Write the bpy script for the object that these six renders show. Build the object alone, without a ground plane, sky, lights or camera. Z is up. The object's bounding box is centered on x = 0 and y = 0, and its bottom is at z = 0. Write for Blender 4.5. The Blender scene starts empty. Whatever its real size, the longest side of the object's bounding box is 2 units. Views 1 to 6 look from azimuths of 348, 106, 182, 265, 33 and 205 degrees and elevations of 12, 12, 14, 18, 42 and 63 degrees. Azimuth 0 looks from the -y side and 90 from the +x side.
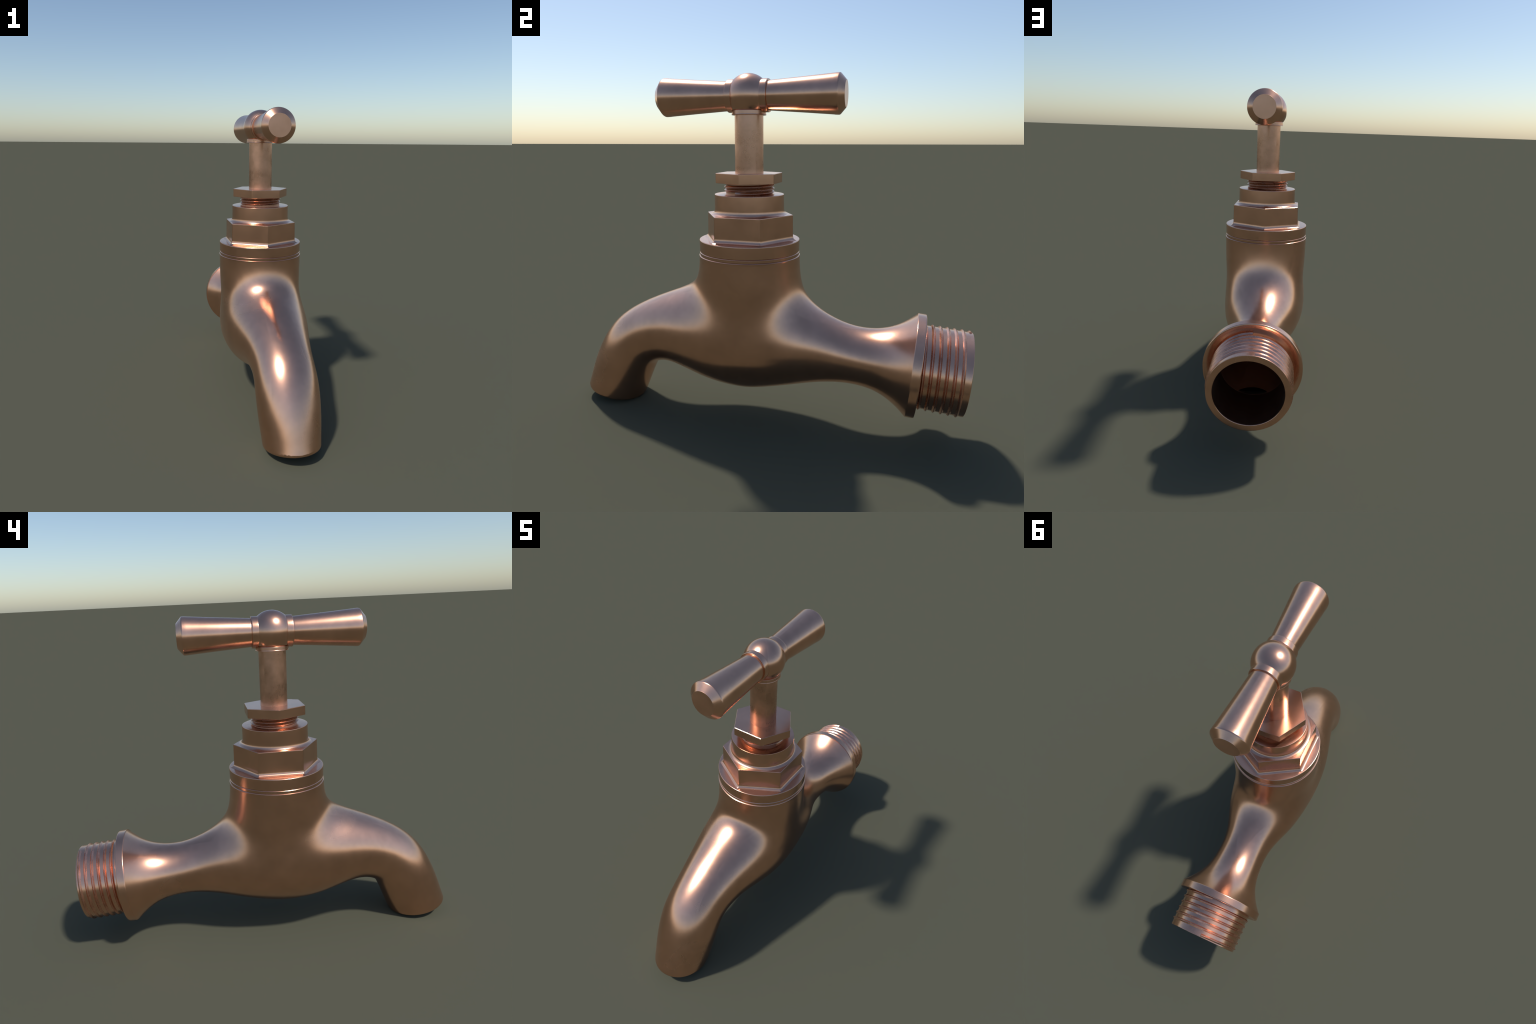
"""Copper garden tap: cast body with bent spout and flared inlet, threaded
inlet nipple, hexagonal bonnet, gland nut, spindle and T-shaped handle."""
import bpy, bmesh, math, random
import numpy as np
from mathutils import Vector, Matrix

random.seed(7)
rng = np.random.default_rng(7)

AXIS_Y = -0.055                      # vertical axis of bonnet, spindle, handle

# ------------------------------------------------------------------ material
def copper(name, base, rough, rough_var, bump, grain_scale=1.0, mottling=0.12, pitting=0.35):
    m = bpy.data.materials.new(name)
    m.use_nodes = True
    nt = m.node_tree
    N, L = nt.nodes, nt.links
    for n in list(N):
        N.remove(n)
    out = N.new("ShaderNodeOutputMaterial")
    bsdf = N.new("ShaderNodeBsdfPrincipled")
    L.new(bsdf.outputs[0], out.inputs[0])
    bsdf.inputs["Metallic"].default_value = 1.0
    tc = N.new("ShaderNodeTexCoord")
    geo = N.new("ShaderNodeNewGeometry")

    def math_node(op, a, b=None, clamp=False):
        n = N.new("ShaderNodeMath")
        n.operation = op
        n.use_clamp = clamp
        for i, v in enumerate((a, b)):
            if v is None:
                continue
            if isinstance(v, (int, float)):
                n.inputs[i].default_value = v
            else:
                L.new(v, n.inputs[i])
        return n.outputs[0]

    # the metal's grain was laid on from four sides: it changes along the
    # diagonals where one side takes over from the next
    sep = N.new("ShaderNodeSeparateXYZ")
    L.new(geo.outputs["Normal"], sep.inputs[0])
    ax = math_node("ABSOLUTE", sep.outputs[0])
    ay = math_node("ABSOLUTE", sep.outputs[1])
    side = math_node("GREATER_THAN", ax, ay)
    shift = N.new("ShaderNodeCombineXYZ")
    L.new(math_node("MULTIPLY", side, 2.37), shift.inputs[0])
    L.new(math_node("MULTIPLY", side, 1.13), shift.inputs[2])
    vec = N.new("ShaderNodeVectorMath")
    vec.operation = "ADD"
    L.new(tc.outputs["Object"], vec.inputs[0])
    L.new(shift.outputs[0], vec.inputs[1])

    def noise(scale, detail, rough_, src=None):
        n = N.new("ShaderNodeTexNoise")
        n.inputs["Scale"].default_value = scale * grain_scale
        n.inputs["Detail"].default_value = detail
        n.inputs["Roughness"].default_value = rough_
        L.new(src or vec.outputs[0], n.inputs["Vector"])
        return n.outputs["Fac"]

    cloud = noise(7.0, 4.0, 0.6)
    fine = noise(70.0, 3.0, 0.6, tc.outputs["Object"])
    patch = noise(3.2, 2.0, 0.5, tc.outputs["Object"])

    # roughness: soft clouds and a few worn patches
    r = math_node("MULTIPLY", math_node("SUBTRACT", cloud, 0.5), rough_var * 2.0)
    r = math_node("ADD", r, rough)
    worn = math_node("MULTIPLY", math_node("SUBTRACT", patch, 0.62, True), 0.5)
    r = math_node("ADD", r, worn)
    r = math_node("MAXIMUM", r, 0.12)
    L.new(r, bsdf.inputs["Roughness"])

    # colour: copper with slightly paler and darker clouds
    ramp = N.new("ShaderNodeValToRGB")
    ramp.color_ramp.elements[0].position = 0.3
    ramp.color_ramp.elements[1].position = 0.7
    dark = [c * (1 - mottling) for c in base]
    pale = [min(1, c * (1 + mottling * 0.6)) for c in base]
    ramp.color_ramp.elements[0].color = (*dark, 1)
    ramp.color_ramp.elements[1].color = (*pale, 1)
    L.new(cloud, ramp.inputs[0])
    L.new(ramp.outputs[0], bsdf.inputs["Base Color"])

    # tiny pits, only inside the worn patches, over a very shallow unevenness
    pit_mask = math_node("MULTIPLY", math_node("SUBTRACT", patch, 0.6, True), 6.0, True)
    pits = math_node("MULTIPLY", math_node("MULTIPLY", fine, pit_mask), pitting)
    even = noise(6.0, 2.0, 0.5, tc.outputs["Object"])
    height = math_node("ADD", math_node("MULTIPLY", even, 0.5), pits)
    b = N.new("ShaderNodeBump")
    b.inputs["Strength"].default_value = bump
    b.inputs["Distance"].default_value = 0.01
    L.new(height, b.inputs["Height"])
    L.new(b.outputs[0], bsdf.inputs["Normal"])
    return m

COPPER = (0.79, 0.447, 0.306)
MAT_BODY = copper("cast_copper", COPPER, 0.24, 0.012, 0.006)
MAT_TURNED = copper("turned_copper", COPPER, 0.23, 0.03, 0.006)
MAT_STEM = copper("dull_spindle_copper", (0.74, 0.425, 0.295), 0.30, 0.12, 0.06, 1.6, 0.2, 0.0)
MAT_CAP = copper("handle_end_copper", COPPER, 0.32, 0.06, 0.15, 1.4)
MAT_THREAD = copper("thread_copper", (0.76, 0.40, 0.285), 0.28, 0.08, 0.1, 3.0, 0.22)

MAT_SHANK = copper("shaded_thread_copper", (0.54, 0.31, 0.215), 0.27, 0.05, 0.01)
MAT_BORE = copper("bore_copper_dimmed_for_shade", (0.46, 0.285, 0.205), 0.36, 0.05, 0.02)  # copper lowered in tone: the inlet's inner gloom is put into the colour

# ------------------------------------------------------------------- helpers
def link(ob, parent=None):
    bpy.context.scene.collection.objects.link(ob)
    if parent:
        ob.parent = parent
    return ob

def empty(name, parent=None):
    e = bpy.data.objects.new(name, None)
    e.empty_display_size = 0.1
    return link(e, parent)

def mesh_object(name, bm, mat, parent, sharp_deg=32):
    me = bpy.data.meshes.new(name)
    bmesh.ops.recalc_face_normals(bm, faces=bm.faces)
    for f in bm.faces:
        f.smooth = True
    lim = math.radians(sharp_deg)
    for e in bm.edges:
        if len(e.link_faces) == 2 and e.calc_face_angle(0) > lim:
            e.smooth = False
    bm.to_mesh(me)
    bm.free()
    me.materials.append(mat)
    ob = link(bpy.data.objects.new(name, me), parent)
    wn = ob.modifiers.new("flat_faces_stay_flat", "WEIGHTED_NORMAL")
    wn.mode = "FACE_AREA"
    wn.weight = 70
    wn.keep_sharp = True
    return ob

def frame(origin, axis, ref):
    """Matrix whose z runs along axis and whose x leans to ref."""
    z = Vector(axis).normalized()
    x = Vector(ref)
    x = (x - z * x.dot(z)).normalized()
    y = z.cross(x)
    M = Matrix((x, y, z)).transposed().to_4x4()
    M.translation = Vector(origin)
    return M

def lathe(bm, profile, M, steps=128, closed=False):
    """Turn a profile of (height, radius) pairs about the local z axis."""
    rings = []
    for h, r in profile:
        if r < 1e-5:
            rings.append([bm.verts.new(M @ Vector((0, 0, h)))])
        else:
            rings.append([bm.verts.new(M @ Vector((r * math.cos(2 * math.pi * i / steps),
                                                   r * math.sin(2 * math.pi * i / steps), h)))
                          for i in range(steps)])
    pairs = list(zip(rings, rings[1:]))
    if closed:
        pairs.append((rings[-1], rings[0]))
    for a, b in pairs:
        for i in range(steps):
            j = (i + 1) % steps
            if len(a) == 1 and len(b) == 1:
                continue
            if len(a) == 1:
                bm.faces.new((a[0], b[i], b[j]))
            elif len(b) == 1:
                bm.faces.new((a[i], a[j], b[0]))
            else:
                bm.faces.new((a[i], a[j], b[j], b[i]))

def round_corner(profile, radii, seg=4):
    """Replace profile corners by arcs (quadratic blends) of the given size."""
    out = []
    for i, p in enumerate(profile):
        r = radii.get(i, 0)
        if not r or i in (0, len(profile) - 1):
            out.append(p)
            continue
        p = np.array(p, float)
        a = np.array(profile[i - 1], float) - p
        b = np.array(profile[i + 1], float) - p
        a *= min(r, np.linalg.norm(a) * .49) / np.linalg.norm(a)
        b *= min(r, np.linalg.norm(b) * .49) / np.linalg.norm(b)
        for k in range(seg + 1):
            t = k / seg
            out.append(tuple((1 - t) ** 2 * (p + a) + 2 * t * (1 - t) * p + t * t * (p + b)))
    return out

def hexagon(bm, layers, phase, corner=0.004):
    """Stack of hexagonal (or circular) outlines: (z, circumradius)."""
    rings = []
    for z, R in layers:
        ring = []
        for i in range(6):
            a0 = phase + i * math.pi / 3
            c = Vector((R * math.cos(a0), R * math.sin(a0), 0))
            for s in (-1, 1):
                o = Vector((R * math.cos(a0 + s * math.pi / 3), R * math.sin(a0 + s * math.pi / 3), 0))
                d = (o - c).normalized()
                p = c + d * corner
                ring.append(bm.verts.new((p.x, p.y + AXIS_Y, z)))
        rings.append(ring)
    n = 12
    for a, b in zip(rings, rings[1:]):
        for i in range(n):
            j = (i + 1) % n
            bm.faces.new((a[i], a[j], b[j], b[i]))
    return rings

def helix_ridge(bm, M, radius, h0, pitch, turns, half_width, height, start, sense,
                wear=0.0, per_turn=110, taper=0.0, crest=0.12, rounded=False):
    """Trapezoid ridge wound round the local z axis; blunt cut ends."""
    n = int(per_turn * turns)
    walk = 0.0
    prev = None
    for k in range(n + 1):
        t = k / per_turn
        th = start + sense * 2 * math.pi * t
        h = h0 + pitch * t
        walk = 0.86 * walk + rng.normal() * 0.3
        f = 1.0
        ends = min(t, turns - t)
        if taper and ends < taper:
            f = 0.25 + 0.75 * ends / taper
        chip = wear * max(0.0, math.cos(th)) ** 2       # knocked on its upper side
        hh = height * f * (1 - min(0.5, chip * abs(walk)))
        w = half_width * (1 + 0.10 * chip * walk)
        if rounded:
            prof = ([(-w, -0.004)] + [(w * q, hh * (0.5 + 0.5 * math.cos(math.pi * q)))
                                      for q in (-1, -.7, -.45, -.2, 0, .2, .45, .7, 1)] + [(w, -0.004)])
        else:
            prof = [(-w, -0.004), (-w, 0.0), (-w * crest, hh), (w * crest, hh), (w, 0.0), (w, -0.004)]
        ring = [bm.verts.new(M @ Vector(((radius + dr) * math.cos(th),
                                         (radius + dr) * math.sin(th), h + dh)))
                for dh, dr in prof]
        if prev:
            for i in range(len(ring)):
                j = (i + 1) % len(ring)
                bm.faces.new((prev[i], prev[j], ring[j], ring[i]))
        else:
            bm.faces.new(ring)
        prev = ring
    bm.faces.new(prev)

# ------------------------------------------------- cast body (implicit shape)
# stations of the waterway: y, z, half-width across, half-height in its plane
STATIONS = np.array([
    [-0.9060, -0.1029, 0.1420, 0.1538],
    [-0.8546, 0.0084, 0.1440, 0.1560],
    [-0.7922, 0.1614, 0.1579, 0.1597],
    [-0.7311, 0.2849, 0.1629, 0.1571],
    [-0.6450, 0.3662, 0.1627, 0.1593],
    [-0.4870, 0.4233, 0.1902, 0.1845],
    [-0.2489, 0.4414, 0.2417, 0.2588],
    [-0.0093, 0.4383, 0.2248, 0.2821],
    [0.1938, 0.4119, 0.2027, 0.2146],
    [0.3700, 0.3881, 0.1456, 0.1543],
    [0.5200, 0.3745, 0.1389, 0.1389],
    [0.6000, 0.3689, 0.1539, 0.1539],
    [0.6800, 0.3632, 0.1930, 0.1930],
    [0.7400, 0.3592, 0.2410, 0.2410],
    [0.8000, 0.3550, 0.3010, 0.3010]])
# spacing of the stations along the waterway (first sketch, kept as parameter)
KNOTS = np.r_[0, np.cumsum([0.1250, 0.1709, 0.1389, 0.1453, 0.1662, 0.2002, 0.2202, 0.2202, 0.2022, 0.1607, 0.0802, 0.0800, 0.0600, 0.0600])]
NECK_Z = np.array([0.40, 0.50, 0.60, 0.70, 0.79, 0.87])
NECK_R = np.array([0.1636, 0.1617, 0.1957, 0.2288, 0.2409, 0.2444])
FILLET_SPOUT, FILLET_INLET = 0.2290, 0.2624
LIP_ROUND, LIP_SLOPE, LIP_Z = 0.014, 0.197, 0.0189

def spline(t, k, v):
    """Natural cubic spline through (k, v), evaluated at t."""
    n = len(k)
    h = np.diff(k)
    A = np.zeros((n, n))
    r = np.zeros(n)
    A[0, 0] = A[-1, -1] = 1
    for i in range(1, n - 1):
        A[i, i - 1:i + 2] = h[i - 1], 2 * (h[i - 1] + h[i]), h[i]
        r[i] = 6 * ((v[i + 1] - v[i]) / h[i] - (v[i] - v[i - 1]) / h[i - 1])
    m = np.linalg.solve(A, r)
    i = np.clip(np.searchsorted(k, t) - 1, 0, n - 2)
    a, b, H = k[i + 1] - t, t - k[i], h[i]
    return ((m[i] * a ** 3 + m[i + 1] * b ** 3) / (6 * H)
            + (v[i] / H - m[i] * H / 6) * a + (v[i + 1] / H - m[i + 1] * H / 6) * b)

def spline_coeffs(v):
    """Second derivatives of the natural cubic spline over KNOTS."""
    n, h = len(KNOTS), np.diff(KNOTS)
    A = np.zeros((n, n))
    r = np.zeros(n)
    A[0, 0] = A[-1, -1] = 1
    for i in range(1, n - 1):
        A[i, i - 1:i + 2] = h[i - 1], 2 * (h[i - 1] + h[i]), h[i]
        r[i] = 6 * ((v[i + 1] - v[i]) / h[i] - (v[i] - v[i - 1]) / h[i - 1])
    return np.linalg.solve(A, r)

CURVES = [(STATIONS[:, j], spline_coeffs(STATIONS[:, j])) for j in range(4)]

def along(t, j, deriv=0):
    """Value (or derivative) of spine coordinate j at parameter t."""
    v, m = CURVES[j]
    i = np.clip(np.searchsorted(KNOTS, t) - 1, 0, len(KNOTS) - 2)
    H = KNOTS[i + 1] - KNOTS[i]
    a, b = KNOTS[i + 1] - t, t - KNOTS[i]
    if deriv == 0:
        return ((m[i] * a ** 3 + m[i + 1] * b ** 3) / (6 * H)
                + (v[i] / H - m[i] * H / 6) * a + (v[i + 1] / H - m[i + 1] * H / 6) * b)
    if deriv == 1:
        return ((m[i + 1] * b ** 2 - m[i] * a ** 2) / (2 * H)
                + (v[i + 1] - v[i]) / H + (m[i] - m[i + 1]) * H / 6)
    return (m[i] * a + m[i + 1] * b) / H

T_SAMPLES = np.linspace(0, KNOTS[-1], 300)
SPINE = np.c_[along(T_SAMPLES, 0), along(T_SAMPLES, 1)]

def nearest(yz):
    """Distance to the spine and the section there, for points (y, z)."""
    t = T_SAMPLES[np.concatenate(
        [((q[:, None] - SPINE[None]) ** 2).sum(2).argmin(1)
         for q in np.array_split(yz, max(1, len(yz) // 15000))])]
    step = T_SAMPLES[1]
    t_min, t_max = t - step, t + step
    for _ in range(4):                       # polish on the smooth curve
        dy, dz = along(t, 0) - yz[:, 0], along(t, 1) - yz[:, 1]
        ty, tz = along(t, 0, 1), along(t, 1, 1)
        f = dy * ty + dz * tz
        df = ty * ty + tz * tz + dy * along(t, 0, 2) + dz * along(t, 1, 2)
        t = np.clip(t - f / np.where(df > .1, df, .1), t_min, t_max)
        t = np.clip(t, 0, KNOTS[-1])
    return (np.hypot(along(t, 0) - yz[:, 0], along(t, 1) - yz[:, 1]),
            along(t, 2), along(t, 3))

def body_field(x, y, z, near):
    n, a, b = near
    g = np.sqrt((x / a) ** 2 + (n / b) ** 2) + 1e-9
    gr = np.sqrt((x / a ** 2) ** 2 + (n / b ** 2) ** 2) + 1e-9
    tube = np.where(g < .3, (g - 1) * np.minimum(a, b), g * (g - 1) / gr)
    R = spline(np.clip(z, .4, .87), NECK_Z, NECK_R)
    dy = y - AXIS_Y
    side, foot = np.hypot(x, dy) - R, .38 - z
    tower = (np.hypot(np.maximum(side, 0), np.maximum(foot, 0))
             + np.minimum(np.maximum(side, foot), 0))
    s = np.clip(dy / .15 * .5 + .5, 0, 1)
    s = s * s * (3 - 2 * s)
    k = FILLET_SPOUT * (1 - s) + FILLET_INLET * s
    h = np.maximum(k - np.abs(tube - tower), 0) / k
    d = np.minimum(tube, tower) - h ** 3 * k / 6
    # spout outlet: drilled hole, then the slanted end cut with a rounded lip
    hole = np.maximum(tube + 0.036, z - 0.22)
    d = np.maximum(d, -hole)
    cut = -(z - LIP_Z + LIP_SLOPE * (y + .8)) / math.sqrt(1 + LIP_SLOPE ** 2)
    p, q = d + LIP_ROUND, cut + LIP_ROUND
    return np.hypot(np.maximum(p, 0), np.maximum(q, 0)) + np.minimum(np.maximum(p, q), 0) - LIP_ROUND

def field(P):
    return body_field(P[:, 0], P[:, 1], P[:, 2], nearest(P[:, 1:]))

def gradient(P, e=5e-4):
    g = np.zeros_like(P)
    for i in range(3):
        d = np.zeros(3)
        d[i] = e
        g[:, i] = (field(P + d) - field(P - d)) / (2 * e)
    return g

def surface_nets(cell=0.0085):
    """Quad mesh of the body's zero surface, pulled exactly on to it."""
    xs = np.arange(-0.30, 0.3001, cell)
    ys = np.arange(-1.04, 0.80, cell)
    zs = np.arange(-0.05, 0.90, cell)
    YY, ZZ = np.meshgrid(ys, zs, indexing="ij")
    nr = nearest(np.c_[YY.ravel(), ZZ.ravel()])
    nr = tuple(v.reshape(1, *YY.shape) for v in nr)
    V = body_field(xs[:, None, None], YY[None], ZZ[None], nr)
    inside = V < 0
    shape = np.array(V.shape) - 1
    cnt = np.zeros(shape)
    acc = np.zeros((*shape, 3))
    corners = [(i, j, k) for i in (0, 1) for j in (0, 1) for k in (0, 1)]
    def sub(A, c):
        return A[c[0]:c[0] + shape[0], c[1]:c[1] + shape[1], c[2]:c[2] + shape[2]]
    for a in corners:
        for ax in range(3):
            if a[ax]:
                continue
            b = list(a)
            b[ax] = 1
            va, vb = sub(V, a), sub(V, b)
            m = (va < 0) != (vb < 0)
            t = np.where(m, va / np.where(m, va - vb, 1), 0)
            cnt += m
            for q in range(3):
                acc[..., q] += m * (a[q] + (t if q == ax else 0))
    act = cnt > 0
    idx = -np.ones(shape, int)
    idx[act] = np.arange(act.sum())
    ijk = np.argwhere(act)
    P = (ijk + acc[act] / cnt[act][:, None]) * cell + np.array([xs[0], ys[0], zs[0]])
    quads = []
    for ax in range(3):
        u, v = (ax + 1) % 3, (ax + 2) % 3
        lo = [slice(None)] * 3
        hi = [slice(None)] * 3
        lo[ax], hi[ax] = slice(0, -1), slice(1, None)
        s0, s1 = inside[tuple(lo)], inside[tuple(hi)]
        e = np.argwhere(s0 != s1)
        ok = (e[:, u] > 0) & (e[:, v] > 0) & (e[:, u] < shape[u]) & (e[:, v] < shape[v])
        e = e[ok]
        flip = ~s0[tuple(e.T)]
        def at(du, dv):
            q = e.copy()
            q[:, u] += du
            q[:, v] += dv
            return idx[tuple(q.T)]
        F = np.c_[at(-1, -1), at(0, -1), at(0, 0), at(-1, 0)]
        F[flip] = F[flip][:, ::-1]
        quads.append(F)
    F = np.concatenate(quads)
    for _ in range(4):
        d = field(P)
        g = gradient(P)
        step = (d / np.maximum((g ** 2).sum(1), .05))[:, None] * g
        ln = np.linalg.norm(step, axis=1, keepdims=True)
        P = P - step * np.minimum(1, cell * .6 / np.maximum(ln, 1e-9))
    return P, F

# inlet axis, tilted a little downwards
IN_O = Vector((0.0, 0.75, 0.3625))
IN_A = Vector((-0.002, 1.0, -0.0783)).normalized()
IN_M = frame(IN_O, IN_A, (0, 0, 1))        # local x = up, local y = sideways
FLANGE_BACK, FLANGE_FACE = -0.0135, 0.028
BODY_TOP = 0.8468

tap = empty("garden_tap")
tap["label"] = "polished copper garden tap with T-shaped handle and threaded inlet"
tap["category"] = "water tap"

def build_body():
    P, F = surface_nets()
    me = bpy.data.meshes.new("body")
    me.from_pydata(P.tolist(), [], F.tolist())
    bm = bmesh.new()
    bm.from_mesh(me)
    def slice_off(co, no):
        bmesh.ops.bisect_plane(bm, geom=bm.verts[:] + bm.edges[:] + bm.faces[:],
                               plane_co=co, plane_no=no, clear_outer=True)
    slice_off((0, 0, BODY_TOP - 0.003), (0, 0, 1))
    slice_off(IN_O + IN_A * (FLANGE_BACK + 0.001), IN_A)
    bmesh.ops.recalc_face_normals(bm, faces=bm.faces)
    for f in bm.faces:
        f.smooth = True
    bm.to_mesh(me)
    bm.free()
    co = np.zeros(len(me.vertices) * 3)
    me.vertices.foreach_get("co", co)
    g = gradient(co.reshape(-1, 3))
    g /= np.maximum(np.linalg.norm(g, axis=1, keepdims=True), 1e-9)
    me.normals_split_custom_set_from_vertices(g.tolist())
    me.materials.append(MAT_BODY)
    return link(bpy.data.objects.new("body", me), tap)

body = build_body()

UP = frame((0, AXIS_Y, 0), (0, 0, 1), (1, 0, 0))

# mouth of the body: a chamfered lip
bm = bmesh.new()
lathe(bm, [(BODY_TOP - 0.012, 0.2440), (BODY_TOP - 0.0030, 0.2452), (BODY_TOP - 0.002, 0.2447),
           (BODY_TOP, 0.2415), (BODY_TOP, 0.15)], UP)
mesh_object("mouth_rim", bm, MAT_BODY, body, 25)

# ------------------------------------------------------------------- bonnet
bm = bmesh.new()
lathe(bm, [(BODY_TOP + 0.001, 0.15), (BODY_TOP + 0.001, 0.2418), (BODY_TOP + 0.0135, 0.2422),
           (BODY_TOP + 0.0160, 0.2398), (BODY_TOP + 0.0160, 0.15)], UP)
washer = mesh_object("washer", bm, MAT_TURNED, tap, 25)

bm = bmesh.new()
prof = [(0.8640, 0.15), (0.8640, 0.2420), (0.9217, 0.2427), (0.9235, 0.20), (0.9235, 0.10)]
lathe(bm, round_corner(prof, {1: .002, 2: .0045}), UP)
collar = mesh_object("collar", bm, MAT_TURNED, tap, 40)

# big hexagon: flared foot, upright flats, dished top
bm = bmesh.new()
rings = hexagon(bm, [(0.9230, 0.2350), (0.9247, 0.2298), (0.9278, 0.2243), (0.9320, 0.2206),
                     (0.9375, 0.2186), (0.9460, 0.2177),
                     (1.0395, 0.2163), (1.0417, 0.2158), (1.0430, 0.2138),
                     (1.0434, 0.1935)], math.radians(30), 0.0035)
bm.faces.new(rings[-1])
bonnet = mesh_object("bonnet", bm, MAT_TURNED, tap, 30)
washer.parent = collar.parent = bonnet

bm = bmesh.new()
prof = [(1.0425, 0.1862), (1.0440, 0.1815), (1.0465, 0.1752), (1.0505, 0.1703), (1.0570, 0.1674),
        (1.0680, 0.1664), (1.1345, 0.1660), (1.1365, 0.1648), (1.1372, 0.1625), (1.1392, 0.1350),
        (1.1395, 0.05)]
lathe(bm, prof, UP)
mesh_object("neck_ring", bm, MAT_TURNED, bonnet, 40)

# gland nut: threaded shank below, thin hexagon above
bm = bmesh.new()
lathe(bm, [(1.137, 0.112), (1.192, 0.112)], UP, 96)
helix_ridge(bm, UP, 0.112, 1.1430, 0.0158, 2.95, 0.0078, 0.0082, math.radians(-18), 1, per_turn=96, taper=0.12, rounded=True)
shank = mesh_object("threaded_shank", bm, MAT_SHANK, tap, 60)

bm = bmesh.new()
PH = math.radians(1.2)
rings = hexagon(bm, [(1.1902, 0.1625), (1.1912, 0.1634), (1.2338, 0.1632), (1.2352, 0.1627), (1.2362, 0.1610)], PH, 0.003)
bm.faces.new(rings[0][::-1])
bm.faces.new(rings[-1])
gland = mesh_object("gland_nut", bm, MAT_TURNED, tap, 30)
shank.parent = gland

# ------------------------------------------------------------------ spindle
bm = bmesh.new()
lathe(bm, [(1.20, 0.0675), (1.2410, 0.0675), (1.2430, 0.0672), (1.2600, 0.0670), (1.505, 0.0670)], UP, 96)
mesh_object("spindle", bm, MAT_STEM, tap, 40)

# ------------------------------------------------------------------- handle
HZ = 1.5862
HM = frame((0, AXIS_Y, HZ), (0, 1, 0), (0, 0, 1))

bm = bmesh.new()
ball_R, ring_R = 0.1, 0.0744
prof = [(-0.0955, 0.03), (-0.0985, 0.068), (-0.0985, ring_R), (-0.0700, ring_R)]
a0 = math.asin(0.0675 / ball_R)
prof += [(ball_R * math.sin(a), ball_R * math.cos(a)) for a in np.linspace(-a0, a0, 48)]
prof += [(0.0700, ring_R), (0.0985, ring_R), (0.0985, 0.068), (0.0955, 0.03)]
n = len(prof)
lathe(bm, round_corner(prof, {2: .005, n - 3: .005}), HM)
handle = mesh_object("handle", bm, MAT_TURNED, tap, 24)

bm = bmesh.new()
lathe(bm, round_corner([(1.5030, 0.066), (1.5005, 0.0690), (1.5005, 0.0810), (1.5035, 0.0808), (1.5050, 0.0798),
           (1.5205, 0.0796), (1.5215, 0.05)], {2: .001, 5: .002}), UP, 96)
mesh_object("hub_socket", bm, MAT_STEM, handle, 30)

def make_grip():
    bm = bmesh.new()
    prof = [(0.0940, 0.055), (0.0945, 0.0655), (0.1030, 0.0668), (0.2600, 0.0777), (0.3990, 0.0882),
            (0.4020, 0.0889), (0.4225, 0.0898), (0.4490, 0.0594)]
    lathe(bm, round_corner(prof, {2: .004, 6: .0045}), HM)
    return bm
grip = mesh_object("grip", make_grip(), MAT_TURNED, handle, 30)
bm = bmesh.new()
lathe(bm, [(0.4490, 0.0594), (0.4496, 0.0588), (0.4496, 0.0)], HM, 128)
cap = mesh_object("grip_end", bm, MAT_CAP, handle, 25)
# the other side is the same turned piece, faced about
turn = Matrix.Translation((0, AXIS_Y, HZ)) @ Matrix.Rotation(math.pi, 4, "Z") @ Matrix.Translation((0, -AXIS_Y, -HZ))
grip2 = link(grip.copy(), handle)
grip2.matrix_basis = turn
cap2 = link(cap.copy(), handle)
cap2.matrix_basis = turn

# -------------------------------------------------------------------- inlet
bm = bmesh.new()
prof = [(FLANGE_BACK, 0.2000), (FLANGE_BACK, 0.2395), (FLANGE_BACK + 0.0025, 0.2412),
        (FLANGE_FACE, 0.2408), (FLANGE_FACE, 0.2250), (FLANGE_FACE - 0.005, 0.2050),
        (FLANGE_FACE - 0.0075, 0.1900), (FLANGE_FACE - 0.0075, 0.17)]
lathe(bm, round_corner(prof, {2: .002, 3: .006, 4: .01, 5: .01}), IN_M, 160)
flange = mesh_object("flange", bm, MAT_TURNED, tap, 35)

bm = bmesh.new()
END = 0.2356
prof = [(0.010, 0.1915), (END, 0.1915), (END, 0.1628), (END - 0.004, 0.1612)]
lathe(bm, round_corner(prof, {1: .003, 2: .002}), IN_M, 160)
nipple = mesh_object("inlet_pipe", bm, MAT_TURNED, tap, 30)
flange.parent = nipple

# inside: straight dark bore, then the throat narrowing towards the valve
bm = bmesh.new()
lathe(bm, [(END - 0.004, 0.1612), (-0.004, 0.1612), (-0.010, 0.1640)], IN_M, 128)
mesh_object("bore", bm, MAT_BORE, nipple, 30)
bm = bmesh.new()
lathe(bm, [(-0.008, 0.1630), (-0.012, 0.1608), (-0.022, 0.1580), (-0.040, 0.1515), (-0.070, 0.1395),
           (-0.110, 0.1255), (-0.160, 0.1090), (-0.230, 0.0860), (-0.320, 0.0560), (-0.400, 0.0300),
           (-0.400, 0.0)], IN_M, 128)
mesh_object("throat", bm, MAT_BORE, nipple, 40)

bm = bmesh.new()
helix_ridge(bm, IN_M, 0.1915, 0.0290, 0.0326, 5.98, 0.0080, 0.0070, 0.0, 1, wear=0.22, per_turn=140, crest=0.16)
mesh_object("thread", bm, MAT_THREAD, nipple, 30)
